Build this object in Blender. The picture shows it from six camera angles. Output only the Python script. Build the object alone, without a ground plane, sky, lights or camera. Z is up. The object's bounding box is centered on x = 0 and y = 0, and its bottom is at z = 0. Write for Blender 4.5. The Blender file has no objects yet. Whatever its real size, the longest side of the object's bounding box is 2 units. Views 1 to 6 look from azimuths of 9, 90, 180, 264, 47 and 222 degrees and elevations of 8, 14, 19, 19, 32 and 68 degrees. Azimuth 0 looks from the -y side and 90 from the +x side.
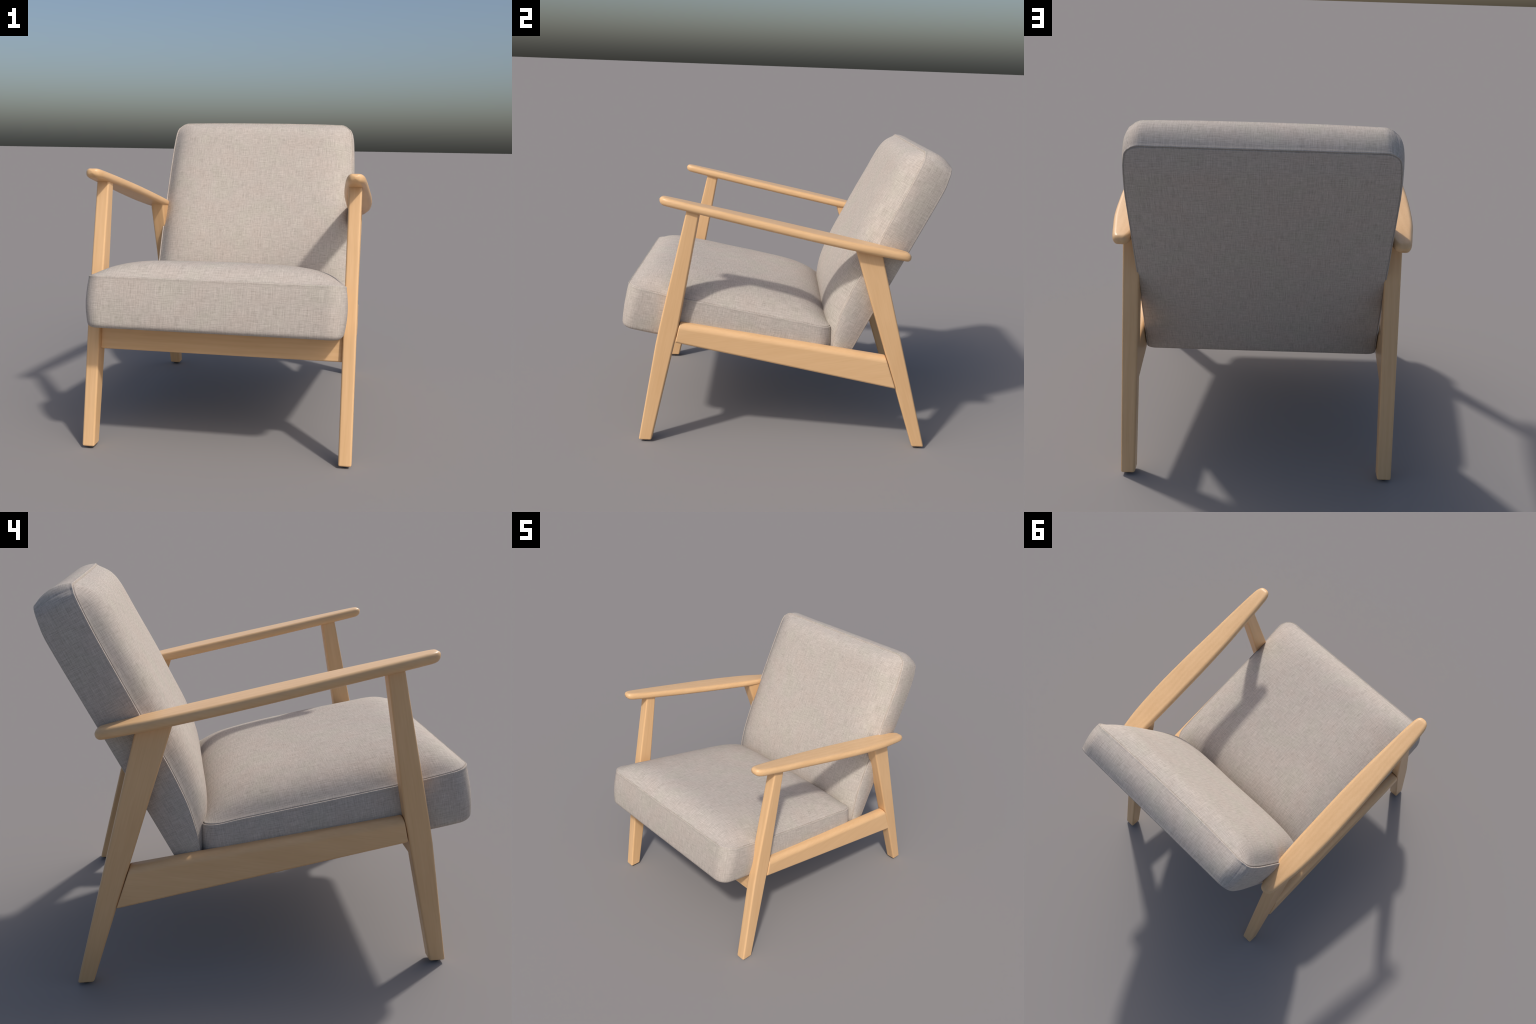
import bpy, bmesh, math
from mathutils import Vector, Matrix, noise

# ------------------------------------------------------------------ helpers
def clamp(v, a=0.0, b=1.0):
    return max(a, min(b, v))

def smooth(a, b, v):
    t = clamp((v - a) / (b - a))
    return t * t * (3 - 2 * t)

def curve(points, v):
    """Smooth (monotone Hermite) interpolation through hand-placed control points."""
    if v <= points[0][0]:
        return points[0][1]
    if v >= points[-1][0]:
        return points[-1][1]
    n = len(points)
    d = [(points[i + 1][1] - points[i][1]) / (points[i + 1][0] - points[i][0]) for i in range(n - 1)]
    m = [d[0]] + [0 if d[i - 1] * d[i] <= 0 else 2 * d[i - 1] * d[i] / (d[i - 1] + d[i]) for i in range(1, n - 1)] + [d[-1]]
    for i in range(n - 1):
        if v <= points[i + 1][0]:
            h = points[i + 1][0] - points[i][0]
            t = (v - points[i][0]) / h
            return ((2 * t**3 - 3 * t**2 + 1) * points[i][1] + (t**3 - 2 * t**2 + t) * h * m[i]
                    + (-2 * t**3 + 3 * t**2) * points[i + 1][1] + (t**3 - t**2) * h * m[i + 1])

def link(ob, parent=None):
    bpy.context.scene.collection.objects.link(ob)
    if parent:
        ob.parent = parent
    return ob

# ------------------------------------------------------------------ materials
class Nodes:
    def __init__(self, name):
        self.mat = bpy.data.materials.new(name)
        self.mat.use_nodes = True
        self.t = self.mat.node_tree
        self.bsdf = self.t.nodes["Principled BSDF"]
    def new(self, kind, **props):
        n = self.t.nodes.new(kind)
        for k, v in props.items():
            setattr(n, k, v)
        return n
    def link(self, a, b):
        self.t.links.new(a, b)
    def math(self, op, a, b=None):
        n = self.new("ShaderNodeMath", operation=op)
        for i, s in enumerate((a, b)):
            if s is None:
                continue
            if isinstance(s, (int, float)):
                n.inputs[i].default_value = s
            else:
                self.link(s, n.inputs[i])
        return n.outputs[0]
    def noise(self, vec, scale, detail=2.0, rough=0.5):
        n = self.new("ShaderNodeTexNoise")
        n.inputs["Scale"].default_value = scale
        n.inputs["Detail"].default_value = detail
        n.inputs["Roughness"].default_value = rough
        self.link(vec, n.inputs["Vector"])
        return n.outputs["Fac"]
    def mapping(self, vec, scale=(1, 1, 1), rot=(0, 0, 0), loc=(0, 0, 0)):
        n = self.new("ShaderNodeMapping")
        n.inputs["Scale"].default_value = scale
        n.inputs["Rotation"].default_value = rot
        n.inputs["Location"].default_value = loc
        self.link(vec, n.inputs["Vector"])
        return n.outputs[0]
    def ramp(self, fac, stops):
        n = self.new("ShaderNodeValToRGB")
        r = n.color_ramp
        while len(r.elements) < len(stops):
            r.elements.new(0.5)
        for e, (p, c) in zip(r.elements, stops):
            e.position = p
            e.color = (*c, 1)
        self.link(fac, n.inputs[0])
        return n.outputs[0]
    def mix(self, a, b, fac, mode="MIX"):
        n = self.new("ShaderNodeMix", data_type="RGBA", blend_type=mode)
        for sock, s in ((n.inputs[0], fac), (n.inputs[6], a), (n.inputs[7], b)):
            if isinstance(s, (int, float)):
                sock.default_value = s
            elif isinstance(s, tuple):
                sock.default_value = (*s, 1)
            else:
                self.link(s, sock)
        return n.outputs[2]
    def coords(self):
        return self.new("ShaderNodeTexCoord").outputs["Object"]

WOOD_DARK = (0.700, 0.430, 0.212)
WOOD_MID = (0.740, 0.466, 0.238)
WOOD_LIGHT = (0.780, 0.502, 0.264)

def wood(name, rot, offset):
    """Lacquered pale birch; the grain runs along local z after the rotation."""
    m = Nodes(name)
    c = m.mapping(m.coords(), rot=rot, loc=offset)
    fine = m.noise(m.mapping(c, scale=(1, 1, 0.035)), 150, 3, 0.6)
    broad = m.noise(m.mapping(c, scale=(1, 1, 0.16)), 16, 3, 0.55)
    rings = m.new("ShaderNodeTexWave", wave_type="BANDS", bands_direction="X")
    rings.inputs["Scale"].default_value = 9
    rings.inputs["Distortion"].default_value = 5
    rings.inputs["Detail"].default_value = 2
    rings.inputs["Detail Scale"].default_value = 1.2
    m.link(m.mapping(c, scale=(1, 0.8, 0.12)), rings.inputs["Vector"])
    f = m.math("ADD", m.math("MULTIPLY", fine, 0.45),
               m.math("ADD", m.math("MULTIPLY", broad, 0.42), m.math("MULTIPLY", rings.outputs["Fac"], 0.13)))
    col = m.ramp(f, [(0.30, WOOD_DARK), (0.5, WOOD_MID), (0.70, WOOD_LIGHT)])
    m.link(col, m.bsdf.inputs["Base Color"])
    m.bsdf.inputs["Roughness"].default_value = 0.38
    m.bsdf.inputs["Specular IOR Level"].default_value = 0.4
    return m.mat

def fabric(name, u_axis, v_axis):
    """Melange plain weave; threads run along the two named object axes."""
    m = Nodes(name)
    sep = m.new("ShaderNodeSeparateXYZ")
    m.link(m.coords(), sep.inputs[0])
    comb = m.new("ShaderNodeCombineXYZ")
    m.link(sep.outputs[u_axis], comb.inputs[0])
    m.link(sep.outputs[v_axis], comb.inputs[1])
    c = comb.outputs[0]
    # long fine threads crossing at right angles, uneven along their length
    warp = m.noise(m.mapping(c, scale=(1, 0.045, 1)), 250, 2, 0.5)
    weft = m.noise(m.mapping(c, scale=(0.06, 1, 1), loc=(3, 7, 0)), 250, 2, 0.5)
    slub = m.noise(m.mapping(c, scale=(1, 0.10, 1), loc=(9, 1, 0)), 420, 1, 0.5)
    slub_x = m.noise(m.mapping(c, scale=(0.10, 1, 1), loc=(5, 2, 0)), 420, 1, 0.5)
    f = m.math("ADD", m.math("ADD", m.math("MULTIPLY", warp, 0.32), m.math("MULTIPLY", weft, 0.32)),
               m.math("ADD", m.math("MULTIPLY", slub, 0.18), m.math("MULTIPLY", slub_x, 0.18)))
    col = m.ramp(f, [(0.34, (0.338, 0.299, 0.264)), (0.5, (0.476, 0.424, 0.379)), (0.66, (0.606, 0.549, 0.498))])
    tint = m.ramp(m.noise(m.mapping(c, loc=(2, 8, 0)), 6, 1, 0.5),
                  [(0.35, (1.0, 0.985, 0.98)), (0.5, (1.0, 1.0, 1.0)), (0.68, (0.98, 1.0, 0.98))])
    col = m.mix(col, tint, 1.0, "MULTIPLY")
    m.link(col, m.bsdf.inputs["Base Color"])
    m.bsdf.inputs["Roughness"].default_value = 0.95
    m.bsdf.inputs["Specular IOR Level"].default_value = 0.15
    bump = m.new("ShaderNodeBump")
    bump.inputs["Strength"].default_value = 0.2
    bump.inputs["Distance"].default_value = 0.004
    m.link(f, bump.inputs["Height"])
    m.link(bump.outputs[0], m.bsdf.inputs["Normal"])
    return m.mat

GLIDE = Nodes("dark_plastic")
GLIDE.bsdf.inputs["Base Color"].default_value = (0.045, 0.045, 0.05, 1)
GLIDE.bsdf.inputs["Roughness"].default_value = 0.5
GLIDE = GLIDE.mat

FABRICS = [fabric("linen_panel", 0, 1), fabric("linen_side_border", 2, 1), fabric("linen_end_border", 0, 2)]

# ------------------------------------------------------------------ cushions
def outline(half_w, b0, b1, r0, r1, counts=(56, 20, 64)):
    """Rounded rectangle in (x, b): list of (x, b, nx, nb, region, corner).
    r0/r1 are (radius in x, radius in b) of the corners at b0 and at b1;
    half_w is a function of b. Region 1 = sides, 2 = ends."""
    ne, nc, ns = counts
    pts = []
    def w(b):
        return half_w(b)
    def corner(sx, sb, r, a0):
        cx, cb = w(b1 if sb > 0 else b0) - r[0], (b1 - r[1] if sb > 0 else b0 + r[1])
        for i in range(nc):
            a = a0 + (math.pi / 2) * (i / nc)
            ca, sa = math.cos(a), math.sin(a)
            side = abs(ca) > abs(sa)
            wb = w(cb + r[1] * sa) - r[0] if True else cx
            pts.append((sx * wb + r[0] * ca, cb + r[1] * sa, ca, sa, 1 if side else 2,
                        math.exp(-((i - nc / 2) / 0.8) ** 2) * (1 if sb > 0 else 0)))
    # start in the middle of the b0 end and go counter-clockwise seen from +c
    xe = w(b0) - r0[0]
    for i in range(ne):
        pts.append((-xe + 2 * xe * i / ne, b0, 0, -1, 2, 0))
    corner(1, -1, r0, -math.pi / 2)
    for i in range(ns):
        b = b0 + r0[1] + (b1 - b0 - r0[1] - r1[1]) * i / ns
        pts.append((w(b), b, 1, 0, 1, 0))
    corner(1, 1, r1, 0)
    xe = w(b1) - r1[0]
    for i in range(ne):
        pts.append((xe - 2 * xe * i / ne, b1, 0, 1, 2, 0))
    corner(-1, 1, r1, math.pi / 2)
    for i in range(ns):
        b = b1 - r1[1] - (b1 - b0 - r0[1] - r1[1]) * i / ns
        pts.append((-w(b), b, -1, 0, 1, 0))
    corner(-1, -1, r0, math.pi)
    return pts

def cushion(name, front, rear, c_front, c_rear, crown, rear_crown, swell, corner_seam, rear_seam, seed, matrix, parent):
    """front / rear: seam outlines; c_front, c_rear: heights of the seams (x, b);
    crown(x, b, k): rise of the front panel; swell(x, b, j, region): border bulge."""
    verts, faces, mats = [], [], []
    n = len(front)
    cb = 0.5 * (min(p[1] for p in front) + max(p[1] for p in front))
    rb = 0.5 * (min(p[1] for p in rear) + max(p[1] for p in rear))
    rings = []
    def ripple(x, b, c, amp):
        v = Vector((x * 4.0 + seed, b * 4.0, c * 4.0))
        return amp * noise.noise(v)
    # front panel, centre outwards; the last rings dip into the seam
    K = 60
    ks = [math.sin(0.5 * math.pi * (i / K)) ** 0.9 for i in range(1, K)]
    ks = [k for k in ks if k < 0.990] + [0.991, 0.9945, 0.9972, 1.0]
    for k in ks:
        ring = []
        for (x, b, nx, nb, reg, cn) in front:
            px, pb = x * k, cb + (b - cb) * k
            c = c_front(px, pb) + crown(px, pb, k) + ripple(px, pb, 0, 0.004) * (1 - k ** 6)
            groove = 0.009 * smooth(0.9925, 1.0, k) ** 1.5
            ring.append((px - nx * groove * 0.5, pb - nb * groove * 0.5, c - groove))
        rings.append((ring, "panel"))
    # border: small ridge beside the front seam, swelling, ridge at the rear seam
    J = [0.004, 0.018, 0.035, 0.06, 0.09, 0.13] + [0.13 + 0.74 * i / 16 for i in range(1, 16)] + [0.87, 0.91, 0.94, 0.965, 0.982, 0.996]
    for j in J:
        ring = []
        for f, r in zip(front, rear):
            nx, nb, reg, cn = f[2], f[3], f[4], f[5]
            x, b = f[0] + (r[0] - f[0]) * j, f[1] + (r[1] - f[1]) * j
            c0, c1 = c_front(f[0], f[1]), c_rear(r[0], r[1])
            c = c0 + (c1 - c0) * j
            out = swell(x, b, j, nx, nb)
            ridge = 0.003 * math.exp(-((j - 0.022) / 0.016) ** 2) + rear_seam * 0.0025 * math.exp(-((1 - j - 0.022) / 0.018) ** 2)
            out += ridge - corner_seam * cn * smooth(0, 0.03, j) * smooth(1, 0.97, j)
            out += ripple(x, b, c + 3, 0.003) * math.sin(math.pi * j)
            ring.append((x + nx * out, b + nb * out, c))
        rings.append((ring, "border"))
    # rear panel, outline inwards
    for k in [1.0, 0.9972, 0.9945, 0.991] + [1 - i / 24 for i in range(1, 24)]:
        ring = []
        for (x, b, nx, nb, reg, cn), fr in zip(rear, front):
            end = swell(x, b, 1.0, fr[2], fr[3])
            px, pb = (x + fr[2] * end) * k, rb + (b + fr[3] * end - rb) * k
            groove = rear_seam * 0.008 * smooth(0.9925, 1.0, k) ** 1.5
            c = c_rear(px, pb) - rear_crown(px, pb, k) + groove
            ring.append((px - nx * groove * 0.5, pb - nb * groove * 0.5, c))
        rings.append((ring, "rear"))
    verts.append((0, cb, c_front(0, cb) + crown(0, cb, 0)))
    for ring, kind in rings:
        verts.extend(ring)
    verts.append((0, rb, c_rear(0, rb) - rear_crown(0, rb, 0)))
    for i in range(n):
        faces.append((0, 1 + i, 1 + (i + 1) % n))
        mats.append(0)
    for q in range(len(rings) - 1):
        a, b = 1 + q * n, 1 + (q + 1) * n
        kind = rings[q + 1][1] if rings[q][1] == "panel" else rings[q][1]
        for i in range(n):
            i2 = (i + 1) % n
            faces.append((a + i, b + i, b + i2, a + i2))
            mats.append(front[i][4] if kind == "border" else 0)
    last = 1 + (len(rings) - 1) * n
    for i in range(n):
        faces.append((last + (i + 1) % n, last + i, len(verts) - 1))
        mats.append(0)
    me = bpy.data.meshes.new(name)
    me.from_pydata(verts, [], faces)
    for f in FABRICS:
        me.materials.append(f)
    me.polygons.foreach_set("material_index", mats)
    me.polygons.foreach_set("use_smooth", [True] * len(faces))
    me.update()
    ob = link(bpy.data.objects.new(name, me), parent)
    ob.matrix_world = matrix
    return ob

def frame(origin, b_dir, c_dir):
    """Object matrix whose local y is the cushion's length and local z its thickness."""
    b, c = Vector(b_dir).normalized(), Vector(c_dir).normalized()
    a = b.cross(c)
    m = Matrix.Identity(4)
    for i in range(3):
        m[i][0], m[i][1], m[i][2], m[i][3] = a[i], b[i], c[i], origin[i]
    return m

chair = link(bpy.data.objects.new("armchair", None))
chair["label"] = "mid-century lounge armchair with pale wooden frame and beige linen cushions"
chair["category"] = "armchair"

# --- seat: length runs from the front edge to the rear, leaning back 10 degrees
SEAT_TILT = math.radians(10)
def seat_w(b):
    return curve([(-0.03, 0.701), (0.10, 0.702), (0.25, 0.696), (0.7, 0.692), (1.27, 0.680)], b)
SEAT_B0, SEAT_B1 = -0.027, 1.265
seat_front = outline(seat_w, SEAT_B0, SEAT_B1, (0.09, 0.095), (0.07, 0.10))
seat_rear = outline(lambda b: seat_w(b) - 0.004 - 0.008 * smooth(0.25, 0.0, b), -0.022, 1.285, (0.075, 0.075), (0.06, 0.06))
def seat_c(x, b):
    return 0.274 + 0.011 * smooth(0.30, 0.0, b) - 0.006 * smooth(1.05, 1.27, b)
def seat_crown(x, b, k):
    mid, half = (SEAT_B0 + SEAT_B1) / 2, (SEAT_B1 - SEAT_B0) / 2
    s, t = clamp(abs(x) / seat_w(b)), clamp(abs(b - mid) / half)
    along = (1 - t ** 6.3) ** 0.9 if b < mid else (1 - t ** 4.9) ** 0.86
    return (0.110 * (1 - s ** 4.5) ** 0.72 * along + 0.009 * (1 - s ** 2) * (1 - t ** 2)) * (1 - k ** 24)
def seat_swell(x, b, j, nx, nb):
    side = 0.017 * math.sin(math.pi * j) ** 0.7
    end = (0.011 if nb < 0 else 0.022) * math.sin(math.pi * j ** 1.1) ** 0.6
    round_edge = 0.024 * (1 - math.sqrt(max(0.0, 1 - clamp((j - 0.91) / 0.09) ** 2)))
    return side * nx * nx + end * nb * nb - round_edge
cushion("seat_cushion", seat_front, seat_rear, seat_c, lambda x, b: 0.0, seat_crown,
        lambda x, b, k: 0.004 * (1 - k ** 8), seat_swell, 0.0, 0.0, 2.3,
        frame((0, -0.975, 0.735), (0, math.cos(SEAT_TILT), -math.sin(SEAT_TILT)), (0, math.sin(SEAT_TILT), math.cos(SEAT_TILT))), chair)

# --- backrest: length runs upwards along the flat rear face
BACK_TILT = math.atan(0.48)
def back_w(b):
    return curve([(0.0, 0.674), (0.4, 0.673), (1.0, 0.668), (1.2, 0.664), (1.36, 0.654), (1.46, 0.632)], b)
def back_rear_w(b):
    return curve([(0.0, 0.667), (0.4, 0.661), (0.8, 0.660), (1.15, 0.660), (1.34, 0.650), (1.42, 0.636), (1.455, 0.624)], b)
BACK_B0, BACK_B1 = 0.055, 1.456
back_front = outline(back_w, BACK_B0, BACK_B1, (0.05, 0.05), (0.06, 0.06))
back_rear = outline(back_rear_w, 0.0, 1.448, (0.05, 0.02), (0.055, 0.05))
def back_c(x, b):
    c = curve([(0.0, 0.055), (0.11, 0.112), (0.24, 0.156), (0.414, 0.186), (0.6, 0.195), (1.2, 0.198), (1.47, 0.207)], b)
    return c + 0.018 * (1 - clamp(abs(x) / 0.66) ** 2.5) * smooth(1.15, 1.47, b)
def back_c_rear(x, b):
    return 0.017 * smooth(1.30, 1.46, b)
def back_crown(x, b, k):
    mid, half = (BACK_B0 + BACK_B1) / 2, (BACK_B1 - BACK_B0) / 2
    s, t = clamp(abs(x) / back_w(b)), clamp(abs(b - mid) / half)
    along = (1 - t ** 5.5) ** 0.52 if b > mid else (1 - t ** 3.1) ** 0.75
    return 0.108 * (1 - s ** 6.5) ** 0.7 * along * (1 - k ** 24)
def back_swell(x, b, j, nx, nb):
    return (0.018 + 0.009 * max(nb, 0)) * math.sin(math.pi * j ** (0.95 if nb > 0.5 else 0.72)) ** (0.8 if nb > 0.5 else 0.65) * (0.3 if nb < -0.5 else 1 - 0.7 * abs(nx * nb))
cushion("back_cushion", back_front, back_rear, back_c, back_c_rear, back_crown,
        lambda x, b, k: (0.003 + 0.0025 * smooth(1.2, 0.6, b)) * (1 - k ** 14), back_swell, 0.0022, 0.8, 5.1,
        frame((0, 0.385, 0.484), (0, math.sin(BACK_TILT), math.cos(BACK_TILT)), (0, -math.cos(BACK_TILT), math.sin(BACK_TILT))), chair)

# ------------------------------------------------------------------ wooden frame
def solid(name, rings, material, bevel, parent, segments=4, origin=(0, 0, 0)):
    """Loft of equal quads/polygons with bevelled edges."""
    verts, faces = [], []
    n = len(rings[0])
    o = Vector(origin)
    for r in rings:
        verts += [tuple(Vector(p) - o) for p in r]
    for q in range(len(rings) - 1):
        for i in range(n):
            faces.append((q * n + i, q * n + (i + 1) % n, (q + 1) * n + (i + 1) % n, (q + 1) * n + i))
    faces.append(tuple(range(n))[::-1])
    faces.append(tuple((len(rings) - 1) * n + i for i in range(n)))
    me = bpy.data.meshes.new(name)
    me.from_pydata(verts, [], faces)
    bm = bmesh.new()
    bm.from_mesh(me)
    bmesh.ops.recalc_face_normals(bm, faces=bm.faces)
    bm.to_mesh(me)
    bm.free()
    me.materials.append(material)
    me.polygons.foreach_set("use_smooth", [True] * len(me.polygons))
    ob = link(bpy.data.objects.new(name, me), parent)
    ob.location = origin
    if bevel:
        bv = ob.modifiers.new("rounded_edges", "BEVEL")
        bv.width, bv.segments, bv.limit_method, bv.angle_limit = bevel, segments, "ANGLE", math.radians(30)
        wn = ob.modifiers.new("flat_faces", "WEIGHTED_NORMAL")
        wn.keep_sharp = False
    return ob

def box_ring(x0, x1, y0, y1, z0, z1=None):
    """Quad at one height; z0 for the y0 edge, z1 for the y1 edge."""
    z1 = z0 if z1 is None else z1
    return [(x0, y0, z0), (x1, y0, z0), (x1, y1, z1), (x0, y1, z1)]

ARM_SLOPE = 0.198
def arm_z(y):
    return 1.5645 - ARM_SLOPE * (y + 0.741)
ARM_H = 0.0258

def glide(leg, x, y):
    me = bpy.data.meshes.get("foot_glide")
    if me is None:
        me = bpy.data.meshes.new("foot_glide")
        bm = bmesh.new()
        bmesh.ops.create_cone(bm, cap_ends=True, segments=32, radius1=0.022, radius2=0.024, depth=0.016)
        bmesh.ops.bevel(bm, geom=[e for e in bm.edges if abs(e.verts[0].co.z - e.verts[1].co.z) < 1e-4],
                        offset=0.003, segments=2, affect="EDGES")
        bm.to_mesh(me)
        bm.free()
        me.materials.append(GLIDE)
    ob = link(bpy.data.objects.new("foot_glide", me), leg)
    ob.location = Vector((x, y, 0.008)) - leg.location

FRONT_LEAN = math.atan(0.19)
REAR_LEAN = math.atan(0.31)
LEG_Z0 = 0.011
for side in (1, -1):
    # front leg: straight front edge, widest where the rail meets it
    def ring(y0, y1, z, za=None, x0=0.692, x1=0.765):
        return box_ring(side * x0, side * x1, y0, y1, z, za)
    top = 0.012
    r = [ring(-0.878, -0.796, LEG_Z0),
         ring(-0.769, -0.655, 0.665),
         ring(-0.746, -0.628, 0.780),
         ring(-0.583, -0.505, arm_z(-0.583) - ARM_H + top, arm_z(-0.505) - ARM_H + top)]
    base = (side * 0.7285, -0.837, LEG_Z0)
    leg = solid("leg", r, wood("birch_leg", (FRONT_LEAN, 0, 0), (side * 3.1, 0.7, 0)), 0.011, chair, origin=base)
    glide(leg, side * 0.7285, -0.837)
    # rear leg: raked backwards, broad at the top
    r = [ring(0.876, 0.953, LEG_Z0, x0=0.654, x1=0.730),
         ring(0.428, 0.594, arm_z(0.428) - ARM_H + top, arm_z(0.594) - ARM_H + top)]
    for i, x in enumerate((0.664, 0.754, 0.743, 0.652)):
        r[1][i] = (side * x, *r[1][i][1:])
    base = (side * 0.692, 0.915, LEG_Z0)
    leg = solid("leg", r, wood("birch_leg", (-REAR_LEAN, 0, 0), (side * 5.3, 2.7, 0)), 0.011, chair, origin=base)
    glide(leg, side * 0.692, 0.915)

    # side rail: deepens towards the rear, toes in slightly
    def rail_ring(y_top, z_top, y_bot, z_bot, xo, xi):
        h, pts = z_top - z_bot, []
        # rounded section, roundest along the upper outer edge
        for cx, cz, sx, sz, rad, a0 in ((xo, h, -1, -1, 0.038, 0), (xi, h, 1, -1, 0.020, 90), (xi, 0, 1, 1, 0.012, 180), (xo, 0, -1, 1, 0.017, 270)):
            for i in range(9):
                a = math.radians(a0 + 90 * i / 8)
                x, z = cx + sx * rad + rad * math.cos(a), cz + sz * rad + rad * math.sin(a)
                pts.append((side * x, y_bot + (y_top - y_bot) * z / h, z_bot + z))
        return pts
    r = [rail_ring(-0.621, 0.804, -0.648, 0.677, 0.766, 0.697),
         rail_ring(0.664, 0.621, 0.740, 0.411, 0.745, 0.670)]
    solid("side_rail", r, wood("birch_rail", (math.pi / 2 - 0.16, 0, 0), (side * 1.3, 0.4, 2)), 0.008, chair, segments=3,
          origin=(side * 0.70, 0, 0.6))

    # armrest: flat board, spindle outline, fully rounded edges and ends
    outer = [(-0.748, 0.735), (-0.742, 0.755), (-0.725, 0.772), (-0.69, 0.783), (-0.54, 0.793), (-0.28, 0.804), (0.0, 0.815), (0.2, 0.818),
             (0.40, 0.812), (0.52, 0.803), (0.63, 0.786), (0.72, 0.771), (0.752, 0.760), (0.768, 0.742), (0.772, 0.725)]
    inner = [(-0.748, 0.725), (-0.742, 0.705), (-0.725, 0.692), (-0.69, 0.683), (-0.45, 0.665), (-0.2, 0.652), (0.05, 0.647), (0.3, 0.647),
             (0.5, 0.650), (0.62, 0.657), (0.72, 0.672), (0.752, 0.684), (0.768, 0.700), (0.772, 0.715)]
    ys = [-0.748, -0.7465, -0.744, -0.740, -0.734, -0.726, -0.715, -0.70] + [-0.68 + 1.40 * i / 40 for i in range(41)] + \
         [0.735, 0.746, 0.754, 0.760, 0.765, 0.769, 0.771, 0.772]
    rings = []
    for y in ys:
        xo, xi = curve(outer, y), curve(inner, y)
        d0, d1 = y + 0.748, 0.772 - y
        h = ARM_H
        for d in (d0, d1):
            if d < 0.03:
                h *= max(0.25, math.sqrt(1 - (1 - d / 0.03) ** 2))
        cx, hw = (xo + xi) / 2, (xo - xi) / 2
        rr = min(h * 0.9, hw * 0.92, 0.023)
        ring = []
        for qx, qz, a0 in ((1, 1, 0), (-1, 1, 90), (-1, -1, 180), (1, -1, 270)):
            for i in range(8):
                a = math.radians(a0 + 90 * i / 7)
                ring.append((side * (cx + qx * (hw - rr) + rr * math.cos(a)), y, arm_z(y) + qz * (h - rr) + rr * math.sin(a)))
        rings.append(ring)
    solid("armrest", rings, wood("birch_arm", (math.pi / 2 - math.atan(ARM_SLOPE), 0, 0), (side * 2.2, 1.4, 0)), 0, chair,
          origin=(side * 0.73, 0, 1.42))

# crossbar under the front of the seat
r = [[(x, -0.751, 0.556), (x, -0.695, 0.556), (x, -0.676, 0.70), (x, -0.732, 0.70)] for x in (-0.697, 0.697)]
solid("crossbar", r, wood("birch_crossbar", (0, math.pi / 2, 0), (0.4, 3.3, 0)), 0.012, chair, origin=(0, -0.70, 0.63))
